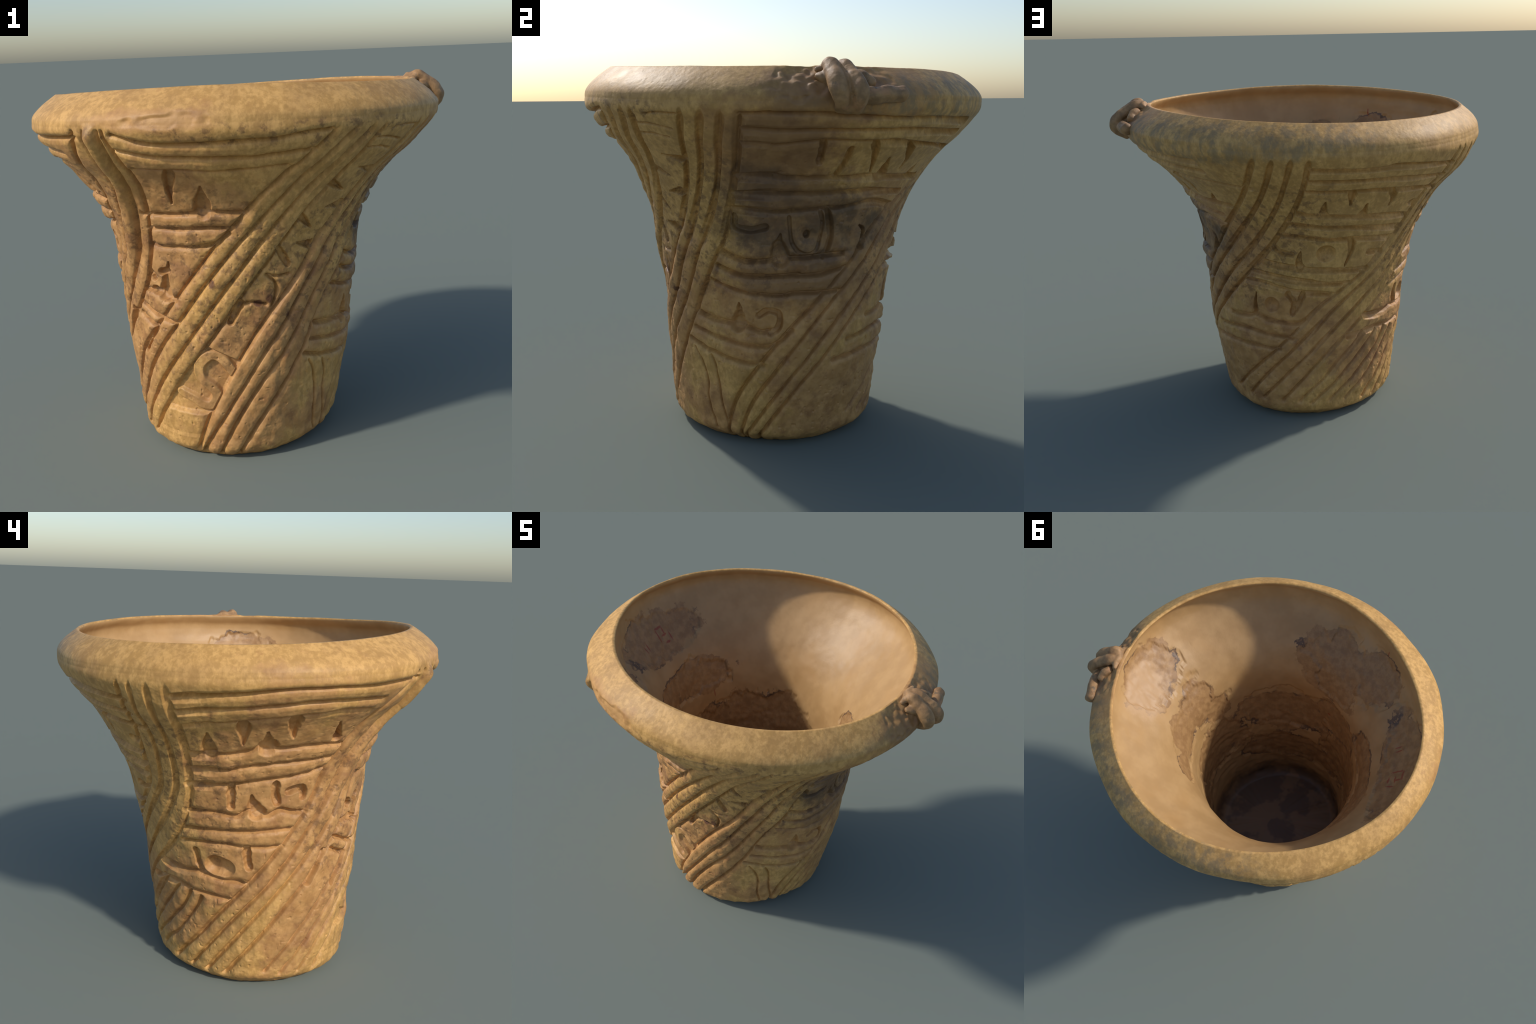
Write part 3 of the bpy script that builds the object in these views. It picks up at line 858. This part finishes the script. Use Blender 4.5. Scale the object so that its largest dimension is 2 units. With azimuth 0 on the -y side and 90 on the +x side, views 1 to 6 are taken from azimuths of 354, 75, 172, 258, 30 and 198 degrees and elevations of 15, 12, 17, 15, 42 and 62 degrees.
def rope(path, radii, squash=1.0, nseg=28, seed=0, ends=.6):
    p = smooth_path(path, 10)
    n = len(p)
    rad = np.interp(np.linspace(0, 1, n), np.linspace(0, 1, len(radii)), radii)
    tan = np.gradient(p, axis=0)
    tan /= np.linalg.norm(tan, axis=1, keepdims=True)
    up = np.array([0, 0, 1.0])
    verts = []
    side = np.cross(tan[0], up)
    side /= np.linalg.norm(side)
    ang = np.linspace(0, 2*np.pi, nseg, endpoint=False)
    cap = [(-.85, .45), (-.6, .75), (-.3, .93)]
    rows = [(p[0] + tan[0] * c * rad[0] * ends, tan[0], rad[0] * s) for c, s in cap]
    rows += [(p[i], tan[i], rad[i]) for i in range(n)]
    rows += [(p[-1] - tan[-1] * c * rad[-1] * ends, tan[-1], rad[-1] * s) for c, s in cap[::-1]]
    for c, t, r in rows:
        side = side - t * side.dot(t)
        side /= np.linalg.norm(side)
        nrm = np.cross(side, t)
        verts.append(c + r * (np.cos(ang)[:, None] * side + squash * np.sin(ang)[:, None] * nrm))
    v = np.array(verts)
    m = len(v)
    cen = v.mean(1, keepdims=True)
    dirs = v - cen
    wob = value_noise(v, 15, 30 + seed) * .16 + value_noise(v, 40, 40 + seed) * .10
    wob = wob + .10 * np.abs(np.cos(2 * ang))[None, :]
    v = cen + dirs * (1 + wob[..., None])
    flatv = np.vstack([v.reshape(-1, 3), v[0].mean(0, keepdims=True), v[-1].mean(0, keepdims=True)])
    a = np.arange(nseg); b = (a + 1) % nseg
    r = np.arange(m - 1)
    q = np.stack([r[:, None]*nseg + a, r[:, None]*nseg + b, (r[:, None]+1)*nseg + b, (r[:, None]+1)*nseg + a], -1).reshape(-1, 4)
    t1 = np.stack([b, a, np.full(nseg, m*nseg)], 1)
    t2 = np.stack([(m-1)*nseg + a, (m-1)*nseg + b, np.full(nseg, m*nseg+1)], 1)
    idx = np.concatenate([q.ravel(), t1.ravel(), t2.ravel()])
    return flatv, idx, np.concatenate([np.full(len(q), 4), np.full(2*nseg, 3)])


def lug_material():
    t = Tree("lug_clay")
    c = t.mix(t.step(t.noise(18, 5, .62, w=31), .36, .64), (.25, .140, .060), (.42, .235, .100))
    c = t.mix(t.math("MULTIPLY", t.step(t.noise(11, 4, .6, w=32), .54, .68), .7), c, (.50, .25, .115))
    c = t.mix(t.math("MULTIPLY", t.step(t.noise(24, 4, .6, w=33), .60, .70), .7), c, (.10, .085, .06))
    return t.finish(c, .58, t.noise(70, 4, .6, w=34), .45)


M_LUG = lug_material()
# the strands and the pad under them are pressed together into one lump
parts = [rope([(.835, -.050, 1.685), (.856, -.046, 1.668), (.885, -.038, 1.630), (.900, -.030, 1.590), (.875, -.026, 1.560)], [.022, .038, .046, .046, .034], 1.0, 40, 1)]
for i, (path, radii) in enumerate([
        ([(.818, -.078, 1.706), (.842, -.073, 1.712), (.880, -.070, 1.684), (.922, -.072, 1.650), (.944, -.066, 1.612), (.930, -.055, 1.580), (.885, -.045, 1.558)], [.018, .026, .030, .035, .034, .030, .026]),
        ([(.818, -.032, 1.706), (.842, -.018, 1.711), (.885, -.012, 1.686), (.938, -.002, 1.654), (.964, .004, 1.620), (.950, .006, 1.588), (.895, .008, 1.558)], [.018, .024, .025, .028, .029, .028, .026]),
        ([(.900, -.010, 1.598), (.922, .060, 1.602), (.912, .125, 1.604), (.894, .190, 1.605), (.891, .200, 1.605)], [.026, .028, .029, .030, .028]),
        ([(.812, -.115, 1.694), (.816, -.070, 1.704), (.815, -.020, 1.704), (.808, .030, 1.698)], [.012, .022, .022, .012]),
        ([(.838, .030, 1.680), (.862, .050, 1.664), (.878, .080, 1.640)], [.018, .026, .022]),
        ([(.840, -.125, 1.672), (.856, -.100, 1.668), (.868, -.080, 1.660)], [.014, .024, .028])]):
    parts.append(rope(path, radii, 1.0, 32, 2 + i, .5))
vs, fs, ss, off = [], [], [], 0
for v, f, n in parts:
    vs.append(v); fs.append(f + off); ss.append(n); off += len(v)
lug = add_mesh("lug", np.vstack(vs), np.concatenate(fs), np.concatenate(ss), M_LUG)
m = lug.modifiers.new("fuse", "REMESH")
m.mode = "VOXEL"; m.voxel_size = .0045; m.use_smooth_shade = True
m = lug.modifiers.new("soften", "SMOOTH")
m.factor = .5; m.iterations = 7
dg = bpy.context.evaluated_depsgraph_get()
fused = bpy.data.meshes.new_from_object(lug.evaluated_get(dg))
lug.modifiers.clear()
old_mesh = lug.data
lug.data = fused
bpy.data.meshes.remove(old_mesh)
fused.name = "lug"
co = np.empty(len(fused.vertices) * 3, np.float32)
fused.vertices.foreach_get("co", co)
co = co.reshape(-1, 3).astype(float)
nm = np.empty(len(co) * 3, np.float32)
fused.vertices.foreach_get("normal", nm)
nm = nm.reshape(-1, 3)
co += nm * (value_noise(co, 24, 51) * .004 + value_noise(co, 60, 52) * .0012)[:, None]
fused.vertices.foreach_set("co", co.astype(np.float32).ravel())
fused.update()
